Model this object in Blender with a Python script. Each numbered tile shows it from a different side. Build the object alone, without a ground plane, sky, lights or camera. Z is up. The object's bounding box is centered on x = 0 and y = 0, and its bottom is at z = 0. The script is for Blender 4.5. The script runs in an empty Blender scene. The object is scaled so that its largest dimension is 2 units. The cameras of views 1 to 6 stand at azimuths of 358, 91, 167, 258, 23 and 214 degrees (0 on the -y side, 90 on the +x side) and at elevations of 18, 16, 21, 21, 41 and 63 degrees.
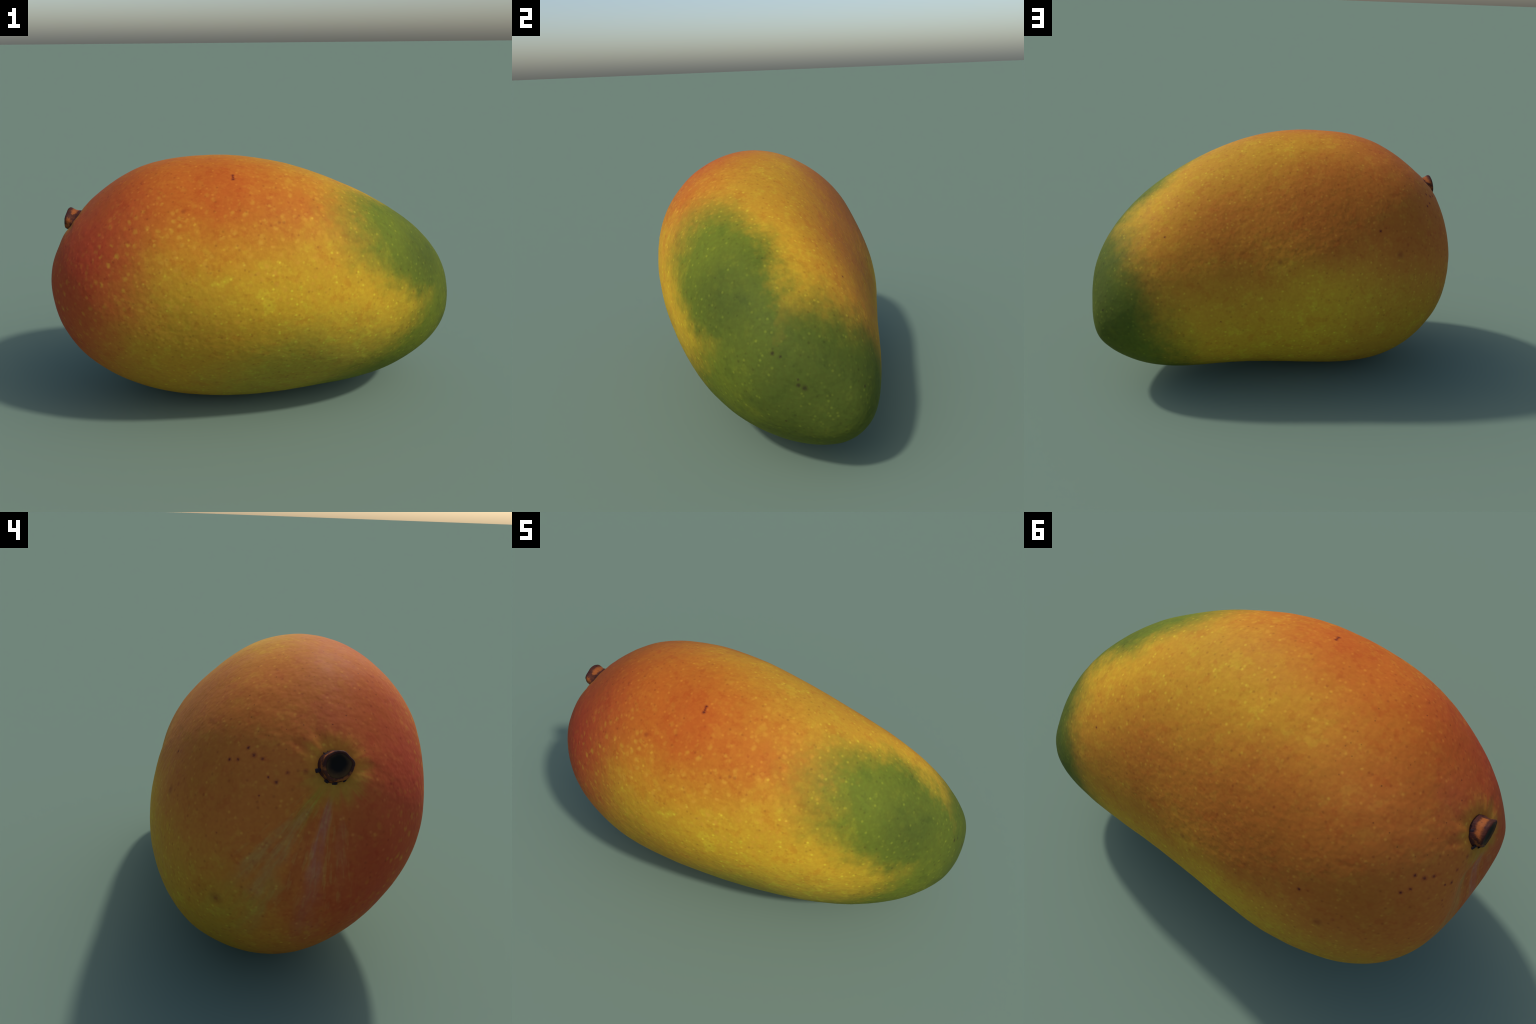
"""A ripe mango lying on its side: lofted body, cut stem with withered calyx."""
import math

import bmesh
import bpy
import numpy as np
from mathutils import Vector, Matrix, noise

# ---------------------------------------------------------------- body shape
# The fruit is lofted along x through rings.  Every curve below gives one
# property of the ring at eleven stations from the stem end (-x) to the
# beak end (+x), evenly spaced in the polar angle of the fruit.
CENTRE_Y = [-0.0655, 0.0045, 0.0346, 0.03, 0.0045, -0.0101, -0.0002, 0.0484, 0.1008, 0.1598, 0.2055]
CENTRE_Z = [0.6463, 0.6295, 0.623, 0.6321, 0.6331, 0.6337, 0.6009, 0.5497, 0.5093, 0.4685, 0.4385]
RING_RADIUS = [0.8903, 0.8061, 0.7123, 0.6664, 0.6195, 0.577, 0.5511, 0.5573, 0.5846, 0.6636, 0.7963]
FLATTEN_COS = [-0.1256, -0.0435, -0.0197, -0.0387, -0.033, -0.0333, -0.0305, -0.0262, -0.0051, 0.0238, 0.0392]
FLATTEN_SIN = [-0.0982, -0.0644, -0.0614, -0.0697, -0.0672, -0.0615, -0.064, -0.0683, -0.0871, -0.1265, -0.1729]
TRIANGLE_COS = [-0.048, -0.0284, -0.0108, 0.0006, -0.0006, 0.003, 0.0023, 0.0024, 0.0051, 0.0067, 0.0067]
TRIANGLE_SIN = [0.0212, 0.0094, 0.0026, 0.0043, -0.0022, -0.0007, -0.0065, -0.0036, -0.0064, -0.0341, -0.0439]
SQUARE_COS = [-0.006, -0.0111, -0.0095, -0.0074, 0.0033, 0.0038, 0.0, -0.0087, -0.0247, -0.034, -0.0276]
SQUARE_SIN = [0.0034, -0.0053, -0.0093, 0.0011, 0.0001, 0.0001, 0.0016, 0.007, 0.0061, 0.0, -0.0006]
BODY_CURVES = {"y": CENTRE_Y, "z": CENTRE_Z, "radius": RING_RADIUS, "c2": FLATTEN_COS, "s2": FLATTEN_SIN, "c3": TRIANGLE_COS, "s3": TRIANGLE_SIN, "c4": SQUARE_COS, "s4": SQUARE_SIN}

HALF_LENGTH = 1.0
# Local hollows and swellings: place, width, height along the skin normal.
DIMPLES = [
    ((-0.965, 0.075, 0.790), 0.15, -0.0520),
    ((-0.880, -0.020, 0.970), 0.06, -0.0246),
    ((-0.930, 0.200, 0.450), 0.20, -0.0135),
    ((-0.600, -0.420, 0.500), 0.25, 0.0309),
    ((-0.960, 0.060, 0.800), 0.09, -0.0098),
    ((-0.800, 0.100, 0.150), 0.22, 0.0190),
    ((0.800, 0.350, 0.300), 0.25, -0.0032),
    ((-0.300, 0.400, 1.050), 0.25, 0.0176),
    ((-0.600, -0.350, 1.100), 0.25, -0.0122),
    ((0.850, -0.200, 0.750), 0.20, -0.0163),
    ((0.320, 0.380, 0.850), 0.22, 0.0140),
    ((0.630, -0.360, 0.550), 0.20, 0.0080),
    ((-0.270, -0.540, 0.550), 0.20, -0.0060),
    ((0.750, 0.300, 0.120), 0.20, 0.0080),
    ((0.750, 0.150, 0.900), 0.20, 0.0060),
    ((-0.850, 0.320, 0.250), 0.12, -0.0090),
]


def clamped_spline(values, t):
    """Cubic spline through evenly spaced values, flat at both ends."""
    y = np.asarray(values, float)
    n = len(y)
    a, b = np.zeros((n, n)), np.zeros(n)
    a[0, 0] = a[-1, -1] = 1.0
    for i in range(1, n - 1):
        a[i, i - 1:i + 2] = (1.0, 4.0, 1.0)
        b[i] = 3.0 * (y[i + 1] - y[i - 1])
    d = np.linalg.solve(a, b)
    i = np.clip(np.floor(t).astype(int), 0, n - 2)
    s = t - i
    return ((2 * s**3 - 3 * s**2 + 1) * y[i] + (s**3 - 2 * s**2 + s) * d[i]
            + (3 * s**2 - 2 * s**3) * y[i + 1] + (s**3 - s**2) * d[i + 1])


def body_points(u, v):
    """Points of the smooth fruit for polar angle u (array) and roll angle v (array)."""
    t = u / math.pi * (len(RING_RADIUS) - 1)
    c = {k: clamped_spline(val, t)[:, None] for k, val in BODY_CURVES.items()}
    su = np.sin(u)[:, None]
    v = v[None, :]
    r = su * (c["radius"] + c["c2"] * np.cos(2 * v) + c["s2"] * np.sin(2 * v)
              + su * (c["c3"] * np.cos(3 * v) + c["s3"] * np.sin(3 * v)
                      + c["c4"] * np.cos(4 * v) + c["s4"] * np.sin(4 * v)))
    x = np.broadcast_to(-HALF_LENGTH * np.cos(u)[:, None], r.shape)
    return np.stack([x, c["y"] + r * np.cos(v), c["z"] + r * np.sin(v)], -1)


def bump_field(p, size, seed):
    return noise.noise(Vector(p) / size + Vector((seed, seed * 1.7, -seed)))


# ---------------------------------------------------------------- stem frame
STEM_BASE = Vector((-0.878, -0.024, 0.955))
STEM_AXIS = Vector((-0.86, 0.02, 0.50)).normalized()
STEM_RIGHT = Vector((0.0, -1.0, 0.0))
STEM_RIGHT = (STEM_RIGHT - STEM_AXIS * STEM_RIGHT.dot(STEM_AXIS)).normalized()
STEM_UP = STEM_RIGHT.cross(STEM_AXIS).normalized()
if STEM_UP.z < 0:
    STEM_UP = -STEM_UP
CUT_NORMAL = Vector((-0.95, 0.10, 0.22)).normalized()
CUT_CENTRE = STEM_BASE + STEM_AXIS * 0.042


def link(obj, parent):
    bpy.context.collection.objects.link(obj)
    obj.parent = parent
    return obj


def ring_mesh(name, rings, close_start=None, close_end=None):
    """Mesh from closed rings of equal length, with optional end points."""
    n = len(rings[0])
    verts = [tuple(q) for ring in rings for q in ring]
    faces = []
    for i in range(len(rings) - 1):
        for j in range(n):
            a, b = i * n + j, i * n + (j + 1) % n
            faces.append((a, a + n, b + n, b))
    if close_start is not None:
        verts.append(tuple(close_start))
        faces += [(len(verts) - 1, j, (j + 1) % n) for j in range(n)]
    if close_end is not None:
        verts.append(tuple(close_end))
        o = (len(rings) - 1) * n
        faces += [(o + j, len(verts) - 1, o + (j + 1) % n) for j in range(n)]
    me = bpy.data.meshes.new(name)
    me.from_pydata(verts, [], faces)
    me.validate()
    bm = bmesh.new()
    bm.from_mesh(me)
    bmesh.ops.recalc_face_normals(bm, faces=bm.faces)
    bm.to_mesh(me)
    bm.free()
    me.shade_smooth()
    return me


def build_body_mesh():
    rows, cols = 420, 480
    u = np.linspace(0.0, math.pi, rows + 1)
    v = np.arange(cols) * 2 * math.pi / cols
    pts = body_points(u, v)
    # outward normals from the grid itself
    du = np.gradient(pts, axis=0)
    dv = np.roll(pts, -1, 1) - np.roll(pts, 1, 1)
    nrm = np.cross(dv, du)
    nrm /= np.maximum(np.linalg.norm(nrm, axis=-1, keepdims=True), 1e-9)
    if (nrm[rows // 2, 0] * (pts[rows // 2, 0] - pts[rows // 2].mean(0))).sum() < 0:
        nrm = -nrm
    nrm[0], nrm[-1] = (-1, 0, 0), (1, 0, 0)
    lift = np.zeros(pts.shape[:2])
    for place, width, height in DIMPLES:
        lift += height * np.exp(-(np.linalg.norm(pts - np.array(place), axis=-1) / width) ** 2)
    relief = np.zeros(lift.shape)
    for i in range(1, rows):
        for j in range(cols):
            p = pts[i, j]
            relief[i, j] = 0.0018 * bump_field(p, 0.16, 3.1) + 0.0007 * bump_field(p, 0.055, 7.7)
    # small folds of skin gathered round the stem
    rel = pts - np.array(STEM_BASE)
    d = np.linalg.norm(rel, axis=-1)
    for i, j in np.argwhere(d < 0.32):
        a = math.atan2(rel[i, j] @ np.array(STEM_UP), rel[i, j] @ np.array(STEM_RIGHT))
        fold = noise.noise(Vector((2.6 * math.cos(a), 2.6 * math.sin(a), 1.5 * d[i, j] + 2.0)))
        relief[i, j] += 0.0055 * fold * math.exp(-((d[i, j] - 0.115) / 0.065) ** 2)
    relief[0] = relief[1].mean()
    relief[-1] = relief[-2].mean()
    pts = pts + nrm * (lift + relief)[..., None]
    pts[..., 2] -= pts[..., 2].min()
    return ring_mesh("fruit_body", list(pts[1:-1]), pts[0, 0], pts[-1, 0])


def stem_ring(radius, height, count, wobble, flat=0.0):
    """Ring round the stem axis; flat = 1 lays it in the oblique cut plane."""
    out = []
    for k in range(count):
        a = 2 * math.pi * k / count
        r = radius * (1 + wobble * noise.noise(Vector((1.6 * math.cos(a), 1.6 * math.sin(a), height * 20 + 4.0))))
        # a worn corner of the cut, on the right as seen from outside
        r *= 1 + 0.09 * flat * math.exp(-((a - 0.25) / 0.35) ** 2)
        p = STEM_BASE + (STEM_RIGHT * math.cos(a) + STEM_UP * math.sin(a)) * r
        h_cut = (CUT_CENTRE - p).dot(CUT_NORMAL) / STEM_AXIS.dot(CUT_NORMAL)
        out.append(p + STEM_AXIS * (height * (1 - flat) + (h_cut + height) * flat))
    return out


def build_stem_mesh():
    n = 64
    rings = [
        stem_ring(0.060, -0.050, n, 0.02),
        stem_ring(0.063, -0.014, n, 0.04),
        stem_ring(0.062, 0.000, n, 0.08),
        stem_ring(0.057, 0.000, n, 0.10, 0.18),
        stem_ring(0.0535, 0.000, n, 0.11, 0.36),
        stem_ring(0.0525, 0.000, n, 0.12, 0.55),
        stem_ring(0.0530, 0.000, n, 0.12, 0.72),
        stem_ring(0.0525, 0.000, n, 0.12, 0.85),
        stem_ring(0.0505, 0.000, n, 0.11, 0.94),
        stem_ring(0.0475, 0.000, n, 0.10, 0.985),
        stem_ring(0.0445, 0.0000, n, 0.10, 1.0),
        stem_ring(0.0420, -0.0006, n, 0.10, 1.0),
        stem_ring(0.0410, -0.010, n, 0.10, 1.0),
    ]
    return ring_mesh("stem", rings, STEM_BASE - STEM_AXIS * 0.045, CUT_CENTRE - STEM_AXIS * 0.012)


def build_cut_face_mesh():
    n = 48
    rings = [stem_ring(r, h, n, 0.10, 1.0) for r, h in
             ((0.0418, -0.0095), (0.0414, -0.0010), (0.036, -0.0014), (0.025, -0.0028), (0.011, -0.0038))]
    return ring_mesh("cut_face", rings, CUT_CENTRE - STEM_AXIS * 0.0115, CUT_CENTRE - STEM_AXIS * 0.0041)


def build_scale_mesh():
    """Withered calyx remnant: a small flattened drop, long side along +x."""
    rings, n = [], 14
    for t in np.linspace(0.06, 0.94, 9):
        w = 0.011 * math.sin(math.pi * t) ** 0.8 * (1.15 - 0.5 * t)
        rings.append([(0.038 * (t - 0.4), w * math.cos(2 * math.pi * k / n), 0.20 * w * math.sin(2 * math.pi * k / n) + 0.003 * math.sin(5 * t))
                      for k in range(n)])
    return ring_mesh("calyx_scale", rings, (-0.0168, 0, 0), (0.0235, 0, 0))


# ---------------------------------------------------------------- materials
class Nodes:
    def __init__(self, name):
        self.mat = bpy.data.materials.new(name)
        self.mat.use_nodes = True
        self.tree = self.mat.node_tree
        self.bsdf = self.tree.nodes["Principled BSDF"]
        self.object = self.new("ShaderNodeTexCoord").outputs["Object"]

    def new(self, kind, **props):
        node = self.tree.nodes.new(kind)
        for k, v in props.items():
            setattr(node, k, v)
        return node

    def put(self, socket, value):
        if isinstance(value, bpy.types.NodeSocket):
            self.tree.links.new(value, socket)
        else:
            if socket.type == "RGBA" and len(value) == 3:
                value = (*value, 1.0)
            socket.default_value = value

    def math(self, op, a, b=0.0, clamp=False):
        n = self.new("ShaderNodeMath", operation=op, use_clamp=clamp)
        self.put(n.inputs[0], a)
        self.put(n.inputs[1], b)
        return n.outputs[0]

    def vec(self, op, a, b=(0, 0, 0), scale=None):
        n = self.new("ShaderNodeVectorMath", operation=op)
        self.put(n.inputs[0], a)
        self.put(n.inputs[1], b)
        if scale is not None:
            self.put(n.inputs["Scale"], scale)
        return n.outputs["Value"] if op in ("DISTANCE", "DOT_PRODUCT", "LENGTH") else n.outputs["Vector"]

    def ramp(self, value, low, high, out_low=0.0, out_high=1.0):
        n = self.new("ShaderNodeMapRange", interpolation_type="SMOOTHSTEP", clamp=True)
        for s, v in zip(n.inputs[:5], (value, low, high, out_low, out_high)):
            self.put(s, v)
        return n.outputs[0]

    def mix(self, factor, a, b, blend="MIX"):
        n = self.new("ShaderNodeMix", data_type="RGBA", blend_type=blend, clamp_factor=True)
        self.put(n.inputs[0], factor)
        self.put(n.inputs[6], a)
        self.put(n.inputs[7], b)
        return n.outputs[2]

    def noise(self, vector, scale, detail=2.0, rough=0.5, colour=False):
        n = self.new("ShaderNodeTexNoise")
        self.put(n.inputs["Vector"], vector)
        for k, v in (("Scale", scale), ("Detail", detail), ("Roughness", rough)):
            self.put(n.inputs[k], v)
        return n.outputs["Color" if colour else "Fac"]

    def voronoi(self, vector, scale, randomness=1.0, feature="F1"):
        n = self.new("ShaderNodeTexVoronoi", feature=feature)
        self.put(n.inputs["Vector"], vector)
        self.put(n.inputs["Scale"], scale)
        self.put(n.inputs["Randomness"], randomness)
        return n

    def blob(self, point, centre, radius, soft):
        return self.ramp(self.vec("DISTANCE", point, centre), radius + soft, radius - soft)


# Pigment zones of the skin, laid one over another: name, colour and the soft
# round patches (centre, radius, softness of the edge) that make up the zone.
GROUND_COLOUR = (0.516, 0.147, 0.027)
PIGMENT = [
    ("yellow", (0.576, 0.338, 0.023), [
        ((0.213, -0.425, 0.893), 0.788, 0.296),
        ((0.148, 0.578, 0.265), 0.658, 0.260),
        ((0.464, -0.070, 1.103), 0.415, 0.279),
        ((0.819, -0.520, 0.597), 0.326, 0.219),
        ((0.782, 0.192, 0.967), 0.227, 0.219),
    ]),
    ("gold", (0.439, 0.235, 0.021), [
        ((-0.576, 0.410, 0.287), 0.374, 0.238),
        ((-0.304, -0.572, 0.440), 0.302, 0.247),
        ((-0.450, -0.300, 0.120), 0.300, 0.250),
        ((0.225, -0.257, 1.161), 0.381, 0.220),
    ]),
    ("amber", (0.412, 0.126, 0.018), [
        ((-0.190, 0.439, 1.034), 0.301, 0.200),
        ((0.333, 0.532, 0.974), 0.392, 0.366),
        ((-0.567, 0.361, 0.917), 0.209, 0.199),
    ]),
    ("orange", (0.440, 0.101, 0.015), [
        ((-0.219, -0.434, 1.316), 0.397, 0.267),
        ((-0.633, -0.213, 1.196), 0.249, 0.268),
        ((0.200, -0.404, 1.138), 0.080, 0.270),
    ]),
    ("crimson", (0.418, 0.054, 0.021), [
        ((-0.846, -0.437, 0.939), 0.325, 0.260),
        ((-1.080, -0.201, 0.530), 0.270, 0.260),
    ]),
    ("green_gold", (0.300, 0.235, 0.027), [
        ((0.253, -0.260, 0.134), 0.490, 0.200),
    ]),
    ("green", (0.118, 0.147, 0.016), []),
    ("deep_green", (0.063, 0.086, 0.014), [
        ((0.848, -0.166, 0.810), 0.171, 0.174),
        ((0.973, 0.225, 0.484), 0.280, 0.180),
        ((0.991, 0.029, 0.506), 0.147, 0.190),
    ]),
]
# The green end: it starts beyond x = mean + harmonics of the roll angle.
GREEN_AXIS = (0.0, 0.65)
GREEN_EDGE = 0.558
GREEN_WAVES = ((0.100, 0.129), (0.130, 0.120), (-0.067, -0.067))
GREEN_SOFTNESS = 0.20

# Pale rays running down from the stem: bearing and half width in degrees,
# distance where they begin and end, strength, colour.
STEM_RAYS = [
    (40.0, 3.4, 0.16, 0.50, 0.62, (0.40, 0.080, 0.020)),
    (24.0, 5.8, 0.20, 0.62, 0.62, (0.40, 0.078, 0.020)),
    (35.0, 12.6, 0.05, 0.34, 0.90, (0.36, 0.210, 0.026)),
    (44.5, 4.6, 0.20, 0.62, 0.81, (0.43, 0.190, 0.050)),
    (35.5, 6.3, 0.12, 0.66, 0.88, (0.43, 0.190, 0.052)),
    (30.0, 5.2, 0.40, 0.80, 0.75, (0.42, 0.205, 0.040)),
    (13.0, 6.9, 0.08, 0.52, 0.90, (0.43, 0.135, 0.078)),
    (11.0, 6.9, 0.40, 0.74, 0.44, (0.41, 0.115, 0.060)),
    (-3.0, 4.6, 0.14, 0.48, 0.44, (0.43, 0.105, 0.045)),
    (39.0, 12.6, 0.50, 0.90, 0.75, (0.42, 0.235, 0.026)),
]

# Brown marks and pin pricks of this fruit: place and radius.
BLEMISHES = [
    ((-0.762, 0.255, 0.996), 0.006), ((-0.795, 0.242, 0.983), 0.008), ((-0.819, 0.217, 0.976), 0.006),
    ((-0.772, 0.293, 0.959), 0.006), ((-0.748, 0.318, 0.951), 0.006), ((-0.883, 0.179, 0.914), 0.007),
    ((-0.864, 0.203, 0.925), 0.004), ((-0.880, 0.140, 0.945), 0.006), ((-0.891, 0.080, 0.953), 0.008),
    ((-0.851, 0.377, 0.721), 0.004), ((-0.830, 0.396, 0.726), 0.004), ((-0.873, 0.380, 0.472), 0.007),
    ((-0.883, 0.237, 0.868), 0.003), ((-0.437, 0.471, 0.876), 0.006), ((-0.588, 0.489, 0.804), 0.007),
    ((-0.862, -0.297, 0.869), 0.005), ((-0.759, 0.139, 1.070), 0.004), ((-0.939, -0.186, 0.854), 0.004),
    ((0.624, 0.317, 0.832), 0.005), ((0.372, 0.507, 0.447), 0.004), ((0.517, 0.456, 0.658), 0.003),
    ((-0.117, -0.302, 1.220), 0.006), ((-0.117, -0.310, 1.217), 0.004), ((-0.116, -0.318, 1.214), 0.004),
    ((-0.115, -0.328, 1.211), 0.007), ((0.956, 0.016, 0.640), 0.006), ((0.993, 0.112, 0.522), 0.006),
    ((0.996, 0.136, 0.510), 0.008), ((0.990, 0.110, 0.545), 0.004), ((0.939, 0.370, 0.483), 0.005),
    ((0.962, 0.061, 0.358), 0.004), ((0.964, 0.047, 0.630), 0.004), ((-0.206, -0.081, 1.276), 0.004),
]
# Where large yellow blotches speckle the skin: place, radius, softness, weight.
BLOTCH_ZONES = [
    ((-0.40, -0.62, 0.85), 0.36, 0.22, 1.0),
    ((-0.95, -0.40, 0.60), 0.26, 0.18, 0.55),
    ((0.05, -0.60, 0.98), 0.28, 0.20, 1.0),
    ((0.20, -0.30, 1.18), 0.25, 0.20, 0.6),
    ((0.10, -0.05, 1.30), 0.22, 0.20, 0.45),
    ((-0.80, 0.05, 0.20), 0.25, 0.20, 0.5),
]
# Paler, blurred bruises: place, radius.
BRUISES = [
    ((-0.541, 0.512, 0.759), 0.022), ((0.078, 0.490, 0.742), 0.014), ((-0.325, -0.445, 1.100), 0.012),
    ((0.075, -0.470, 1.050), 0.008), ((0.095, -0.466, 1.050), 0.008), ((-0.873, 0.380, 0.472), 0.03),
    ((-0.905, 0.060, 0.945), 0.02), ((-0.920, 0.20, 0.50), 0.02),
]


def green_mask(m, q):
    """Share of green: how far x lies past the wavy edge round the fruit."""
    xyz = m.new("ShaderNodeSeparateXYZ")
    m.put(xyz.inputs[0], q)
    roll = m.math("ARCTAN2", m.math("SUBTRACT", xyz.outputs[2], GREEN_AXIS[1]), m.math("SUBTRACT", xyz.outputs[1], GREEN_AXIS[0]))
    past = m.math("SUBTRACT", xyz.outputs[0], GREEN_EDGE)
    for k, (c, d) in enumerate(GREEN_WAVES, 1):
        turn = m.math("MULTIPLY", roll, float(k))
        past = m.math("SUBTRACT", past, m.math("MULTIPLY", m.math("COSINE", turn), c))
        past = m.math("SUBTRACT", past, m.math("MULTIPLY", m.math("SINE", turn), d))
    share = m.ramp(past, -GREEN_SOFTNESS, GREEN_SOFTNESS)
    return share


def skin_material():
    m = Nodes("mango_skin")
    p = m.object
    # ragged borders between the pigment zones
    w1 = m.vec("SUBTRACT", m.noise(p, 4.0, 2.0, 0.55, True), (0.5, 0.5, 0.5))
    w2 = m.vec("SUBTRACT", m.noise(p, 24.0, 2.0, 0.6, True), (0.5, 0.5, 0.5))
    q = m.vec("ADD", p, m.vec("SCALE", w1, scale=0.16))
    q = m.vec("ADD", q, m.vec("SCALE", w2, scale=0.12))
    colour = GROUND_COLOUR
    masks = {}
    for name, tint, patches in PIGMENT:
        if name == "green":
            masks[name] = green_mask(m, q)
        else:
            bare = None
            for centre, radius, soft in patches:
                out = m.math("SUBTRACT", 1.0, m.blob(q, centre, radius, soft))
                bare = out if bare is None else m.math("MULTIPLY", bare, out)
            masks[name] = m.math("SUBTRACT", 1.0, bare)
        colour = m.mix(masks[name], colour, tint)

    # ---- stem end: yellow collar, red flush beside it, pale rays running down
    rel = m.vec("SUBTRACT", p, tuple(STEM_BASE))
    dist = m.vec("LENGTH", rel)
    side = m.vec("DOT_PRODUCT", rel, tuple(STEM_RIGHT))
    up = m.vec("DOT_PRODUCT", rel, tuple(STEM_UP))
    inv = m.math("DIVIDE", 1.0, m.math("MAXIMUM", m.math("SQRT", m.math("ADD", m.math("MULTIPLY", side, side), m.math("MULTIPLY", up, up))), 0.001))
    cs, cu = m.math("MULTIPLY", side, inv), m.math("MULTIPLY", up, inv)
    ray_co = m.new("ShaderNodeCombineXYZ")
    m.put(ray_co.inputs[0], cs)
    m.put(ray_co.inputs[1], cu)
    m.put(ray_co.inputs[2], m.math("MULTIPLY", dist, 0.55))
    ray_co = ray_co.outputs[0]
    rays = m.noise(ray_co, 7.5, 3.0, 0.55)
    fine_rays = m.noise(ray_co, 20.0, 2.0, 0.6)
    flush = m.blob(q, (-0.77, -0.02, 1.10), 0.06, 0.09)
    colour = m.mix(m.math("MULTIPLY", flush, 0.6), colour, (0.46, 0.082, 0.030))
    # angle from straight down, positive to the left as seen from outside
    angle = m.math("ARCTAN2", m.math("MULTIPLY", side, -1.0), m.math("MULTIPLY", up, -1.0))
    angle = m.math("ADD", angle, m.math("MULTIPLY", m.math("SUBTRACT", m.noise(p, 9.0, 2.0, 0.5), 0.5), 0.22))
    for bearing, width, begin, end, strength, tint in STEM_RAYS:
        off = m.math("ABSOLUTE", m.math("SUBTRACT", angle, math.radians(bearing)))
        line = m.ramp(off, math.radians(width), math.radians(width) * 0.25)
        line = m.math("MULTIPLY", line, m.ramp(dist, begin, begin + 0.06))
        line = m.math("MULTIPLY", line, m.ramp(dist, end, end - 0.22))
        line = m.math("MULTIPLY", line, m.ramp(fine_rays, 0.30, 0.62, 0.35, 1.0))
        colour = m.mix(m.math("MULTIPLY", line, strength, clamp=True), colour, tint)
    fan = m.math("MULTIPLY", m.ramp(angle, math.radians(-18), math.radians(2)), m.ramp(angle, math.radians(62), math.radians(48)))
    fan = m.math("MULTIPLY", fan, m.math("MULTIPLY", m.ramp(dist, 0.62, 0.40), m.ramp(dist, 0.08, 0.16)))
    thread = m.math("MULTIPLY", fan, m.ramp(fine_rays, 0.52, 0.64))
    colour = m.mix(m.math("MULTIPLY", thread, 0.30), colour, (0.48, 0.235, 0.055))
    ragged = m.math("ADD", dist, m.math("MULTIPLY", m.math("SUBTRACT", rays, 0.5), 0.12))
    collar = m.ramp(ragged, 0.15, 0.07)
    colour = m.mix(m.math("MULTIPLY", collar, 0.80), colour, m.mix(m.ramp(cu, 0.2, -0.6), (0.56, 0.210, 0.028), (0.41, 0.205, 0.026)))

    # ---- mottling: small darker and paler clouds
    cloud = m.noise(p, 15.0, 3.0, 0.6)
    colour = m.mix(m.ramp(cloud, 0.46, 0.32, 0.0, 0.75), colour, m.mix(1.0, colour, m.mix(masks["green"], (0.94, 0.80, 0.85), (0.84, 0.88, 0.92)), "MULTIPLY"))
    colour = m.mix(m.ramp(cloud, 0.54, 0.70, 0.0, 0.75), colour, m.mix(1.0, colour, m.mix(masks["green"], (1.05, 1.24, 1.15), (1.22, 1.14, 1.05)), "MULTIPLY"))
    grain = m.noise(p, 60.0, 3.0, 0.6)
    colour = m.mix(m.ramp(grain, 0.35, 0.68), m.mix(1.0, colour, (0.97, 0.94, 0.96), "MULTIPLY"), m.mix(1.0, colour, (1.02, 1.05, 1.04), "MULTIPLY"))

    # ---- lenticels: big yellow dots where red meets yellow, fine ones elsewhere
    jitter = m.vec("ADD", p, m.vec("SCALE", w2, scale=0.03))
    big = m.voronoi(jitter, 31.0)
    pick = m.new("ShaderNodeSeparateColor")
    m.put(pick.inputs[0], big.outputs["Color"])
    size = m.math("ADD", 0.30, m.math("MULTIPLY", pick.outputs[0], 0.18))
    dot = m.ramp(m.math("DIVIDE", big.outputs["Distance"], size), 1.25, 0.1)
    dot = m.math("MULTIPLY", dot, m.ramp(pick.outputs[1], 0.05, 0.60))
    zone = None
    for place, radius, soft, weight in BLOTCH_ZONES:
        z = m.math("MULTIPLY", m.blob(q, place, radius, soft), weight)
        zone = z if zone is None else m.math("MAXIMUM", zone, z)
    colour = m.mix(m.math("MULTIPLY", m.math("MULTIPLY", dot, zone), 0.85), colour, (0.56, 0.28, 0.030))
    small = m.voronoi(p, 40.0)
    pick2 = m.new("ShaderNodeSeparateColor")
    m.put(pick2.inputs[0], small.outputs["Color"])
    sdot = m.math("MULTIPLY", m.ramp(small.outputs["Distance"], 0.36, 0.0), m.ramp(pick2.outputs[0], 0.30, 0.95))
    lighter = m.mix(1.0, colour, m.mix(masks["green"], (1.22, 1.62, 1.45), (1.80, 1.68, 1.35)), "MULTIPLY")
    colour = m.mix(m.math("MULTIPLY", sdot, 0.95), colour, lighter)
    # dark pores
    pore_v = m.voronoi(m.vec("ADD", p, (3.3, 1.7, 5.1)), 36.0)
    pick4 = m.new("ShaderNodeSeparateColor")
    m.put(pick4.inputs[0], pore_v.outputs["Color"])
    pore = m.math("MULTIPLY", m.ramp(pore_v.outputs["Distance"], 0.30, 0.05), m.ramp(pick4.outputs[1], 0.35, 0.75))
    colour = m.mix(m.math("MULTIPLY", pore, 0.75), colour, m.mix(1.0, colour, (0.74, 0.66, 0.8), "MULTIPLY"))
    # sparse dark pricks on the upper shoulder by the stem
    prick_v = m.voronoi(p, 33.0)
    pick3 = m.new("ShaderNodeSeparateColor")
    m.put(pick3.inputs[0], prick_v.outputs["Color"])
    prick = m.math("MULTIPLY", m.ramp(prick_v.outputs["Distance"], 0.14, 0.06), m.ramp(pick3.outputs[0], 0.15, 0.2))
    prick = m.math("MULTIPLY", prick, m.blob(p, (-0.64, 0.0, 1.17), 0.30, 0.10))
    colour = m.mix(m.math("MULTIPLY", prick, 0.65), colour, m.mix(1.0, colour, (0.25, 0.25, 0.6), "MULTIPLY"))

    # ---- individual marks
    rough_p = m.vec("ADD", p, m.vec("SCALE", m.vec("SUBTRACT", m.noise(p, 110.0, 2.0, 0.6, True), (0.5, 0.5, 0.5)), scale=0.008))
    near = None
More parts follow.
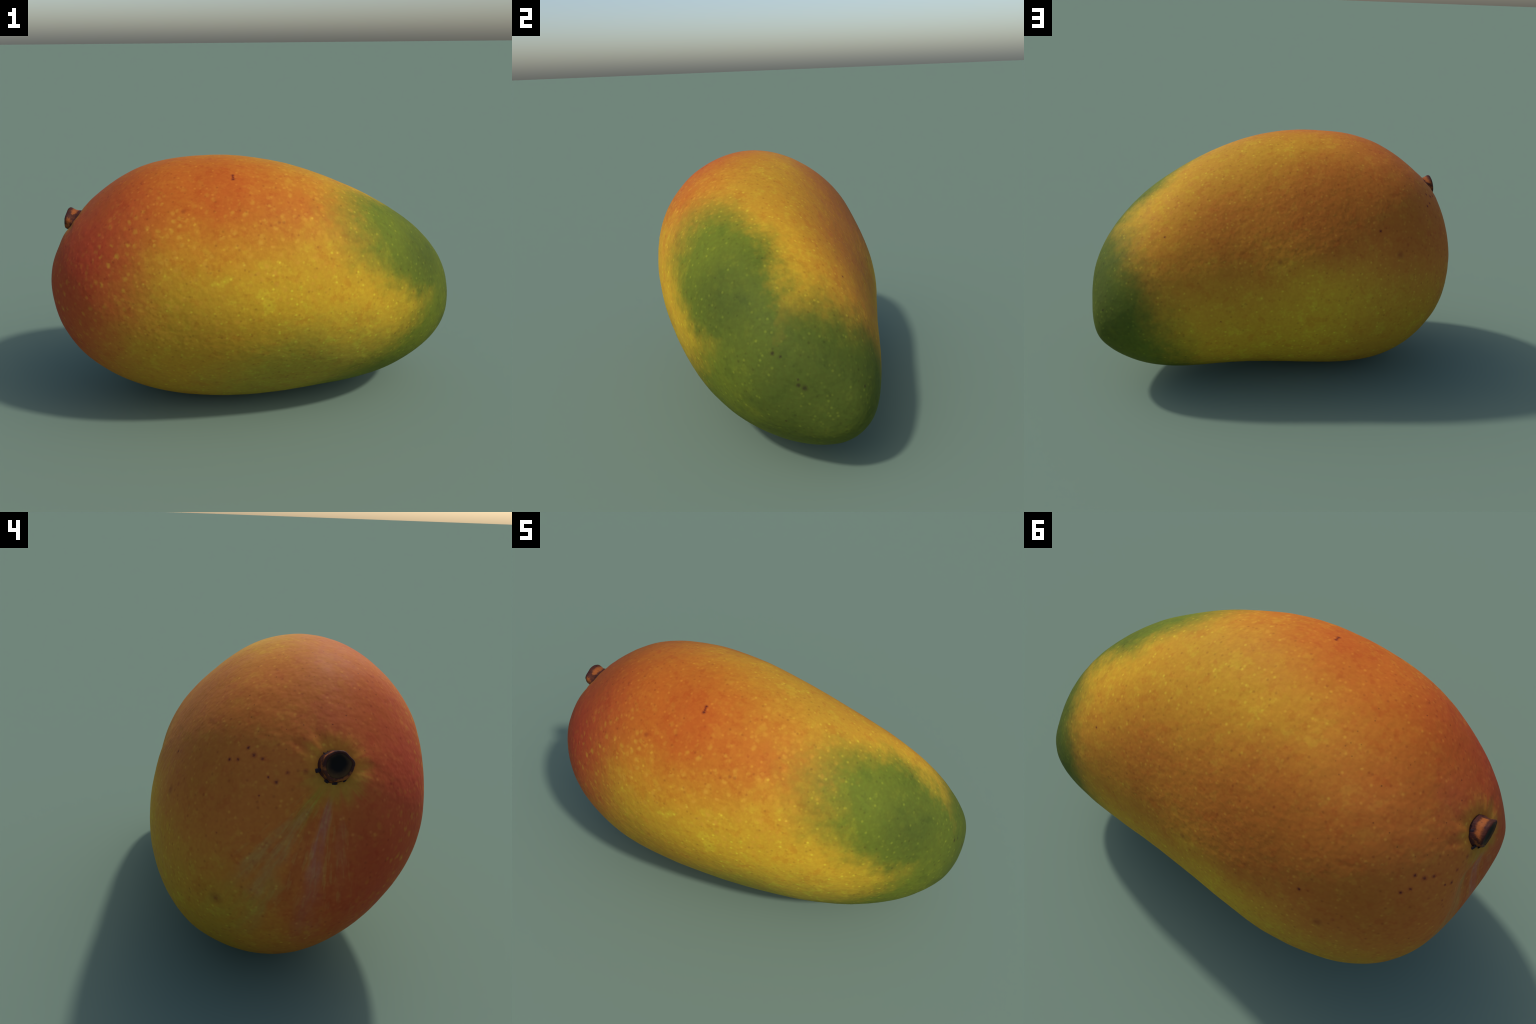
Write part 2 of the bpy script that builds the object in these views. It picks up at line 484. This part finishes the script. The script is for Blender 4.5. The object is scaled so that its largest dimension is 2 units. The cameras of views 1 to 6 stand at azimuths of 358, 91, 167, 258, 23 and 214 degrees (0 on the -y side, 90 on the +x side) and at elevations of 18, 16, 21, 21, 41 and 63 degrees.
    for place, r in BLEMISHES:
        d = m.math("DIVIDE", m.vec("DISTANCE", rough_p, place), r * 1.0)
        near = d if near is None else m.math("MINIMUM", near, d)
    strength = m.ramp(masks["green"], 0.3, 0.8, 0.80, 0.42)
    haze = None
    for place, r in BRUISES:
        d = m.math("DIVIDE", m.vec("DISTANCE", rough_p, place), r * 1.2)
        haze = d if haze is None else m.math("MINIMUM", haze, d)
    colour = m.mix(m.ramp(haze, 1.15, 0.2, 0.0, 0.65), colour, m.mix(1.0, colour, (0.62, 0.48, 0.8), "MULTIPLY"))
    colour = m.mix(m.ramp(near, 2.2, 0.9, 0.0, 1.0), colour, m.mix(1.0, colour, (0.80, 0.66, 0.9), "MULTIPLY"))
    colour = m.mix(m.math("MULTIPLY", m.ramp(near, 1.25, 0.35), strength), colour, m.mix(1.0, colour, (0.18, 0.14, 0.8), "MULTIPLY"))

    m.put(m.bsdf.inputs["Base Color"], colour)
    m.put(m.bsdf.inputs["Roughness"], m.ramp(cloud, 0.3, 0.7, 0.58, 0.66))
    m.put(m.bsdf.inputs["Specular IOR Level"], 0.05)
    # ---- fine orange-peel relief
    pebble = m.math("ADD", 0.62, m.math("MULTIPLY", m.blob(q, (-0.05, 0.55, 0.85), 0.35, 0.35), 0.35))
    h = m.math("MULTIPLY", m.noise(p, 34.0, 1.5, 0.5), pebble)
    bump = m.new("ShaderNodeBump")
    m.put(bump.inputs["Height"], h)
    m.put(bump.inputs["Strength"], 0.42)
    m.put(bump.inputs["Distance"], 0.008)
    m.tree.links.new(bump.outputs["Normal"], m.bsdf.inputs["Normal"])
    return m.mat


def stem_material():
    m = Nodes("stem_bark")
    p = m.object
    n = m.noise(p, 32.0, 3.0, 0.6)
    rel = m.vec("SUBTRACT", p, tuple(STEM_BASE))
    h = m.vec("DOT_PRODUCT", rel, tuple(STEM_AXIS))
    h = m.math("ADD", h, m.math("MULTIPLY", m.math("SUBTRACT", n, 0.5), 0.02))
    colour = m.mix(m.ramp(h, 0.006, 0.018), (0.070, 0.019, 0.013), (0.27, 0.078, 0.020))
    colour = m.mix(m.ramp(h, 0.027, 0.044), colour, (0.060, 0.018, 0.012))
    colour = m.mix(m.ramp(h, 0.006, -0.004), colour, (0.06, 0.016, 0.011))
    colour = m.mix(m.ramp(m.noise(p, 38.0, 2.0, 0.6), 0.46, 0.58, 0.0, 0.85), colour, (0.045, 0.015, 0.014))
    m.put(m.bsdf.inputs["Base Color"], colour)
    m.put(m.bsdf.inputs["Roughness"], 0.6)
    m.put(m.bsdf.inputs["Specular IOR Level"], 0.08)
    bump = m.new("ShaderNodeBump")
    m.put(bump.inputs["Height"], m.noise(p, 90.0, 3.0, 0.6))
    m.put(bump.inputs["Strength"], 0.5)
    m.put(bump.inputs["Distance"], 0.006)
    m.tree.links.new(bump.outputs["Normal"], m.bsdf.inputs["Normal"])
    return m.mat


def plain_material(name, dark, light, scale, rough):
    m = Nodes(name)
    m.put(m.bsdf.inputs["Base Color"], m.mix(m.ramp(m.noise(m.object, scale, 3.0, 0.6), 0.35, 0.7), dark, light))
    m.put(m.bsdf.inputs["Roughness"], rough)
    m.put(m.bsdf.inputs["Specular IOR Level"], 0.08)
    return m.mat


def sap_material():
    """Dried sap: black in the middle, brown towards the rim of the cut."""
    m = Nodes("dried_sap")
    d = m.vec("DISTANCE", m.object, tuple(CUT_CENTRE + STEM_UP * 0.008))
    d = m.math("ADD", d, m.math("MULTIPLY", m.math("SUBTRACT", m.noise(m.object, 45.0, 3.0, 0.6), 0.5), 0.02))
    m.put(m.bsdf.inputs["Base Color"], m.mix(m.ramp(d, 0.022, 0.048), (0.010, 0.0075, 0.007), (0.075, 0.036, 0.015)))
    m.put(m.bsdf.inputs["Roughness"], 0.75)
    m.put(m.bsdf.inputs["Specular IOR Level"], 0.08)
    return m.mat


# ---------------------------------------------------------------- assembly
def main():
    thing = bpy.data.objects.new("mango", None)
    bpy.context.collection.objects.link(thing)
    thing.empty_display_size = 0.1
    thing["label"] = "ripe mango, red and golden skin with a green beak end"
    thing["category"] = "fruit"

    body = link(bpy.data.objects.new("fruit_body", build_body_mesh()), thing)
    body.data.materials.append(skin_material())

    stem = link(bpy.data.objects.new("stem", build_stem_mesh()), thing)
    stem.data.materials.append(stem_material())
    cut = link(bpy.data.objects.new("cut_face", build_cut_face_mesh()), stem)
    cut.data.materials.append(sap_material())

    scale_mesh = build_scale_mesh()
    scale_mesh.materials.append(plain_material("withered_calyx", (0.016, 0.010, 0.014), (0.040, 0.020, 0.024), 60.0, 0.7))
    # clock position round the stem (degrees, 0 = right seen from outside), length, width, reach
    for angle, length, width, reach in ((187, 1.25, 0.75, 0.068), (262, 0.75, 0.95, 0.060), (300, 0.7, 0.8, 0.060), (232, 0.6, 0.8, 0.062),
                                        (358, 0.75, 1.05, 0.056), (52, 1.0, 0.75, 0.054), (108, 0.75, 0.75, 0.055), (122, 0.75, 0.75, 0.057)):
        a = math.radians(angle)
        out = STEM_RIGHT * math.cos(a) + STEM_UP * math.sin(a)
        x_axis = (out - STEM_AXIS * 0.55).normalized()
        y_axis = STEM_AXIS.cross(x_axis).normalized()
        z_axis = x_axis.cross(y_axis).normalized()
        pos = STEM_BASE + out * (reach - 0.005) + STEM_AXIS * 0.006
        piece = link(bpy.data.objects.new("calyx_scale", scale_mesh), stem)
        rot = Matrix((x_axis, y_axis, z_axis)).transposed().to_4x4()
        piece.matrix_world = Matrix.Translation(pos) @ rot @ Matrix.Diagonal((length, width, 1.0, 1.0))


main()
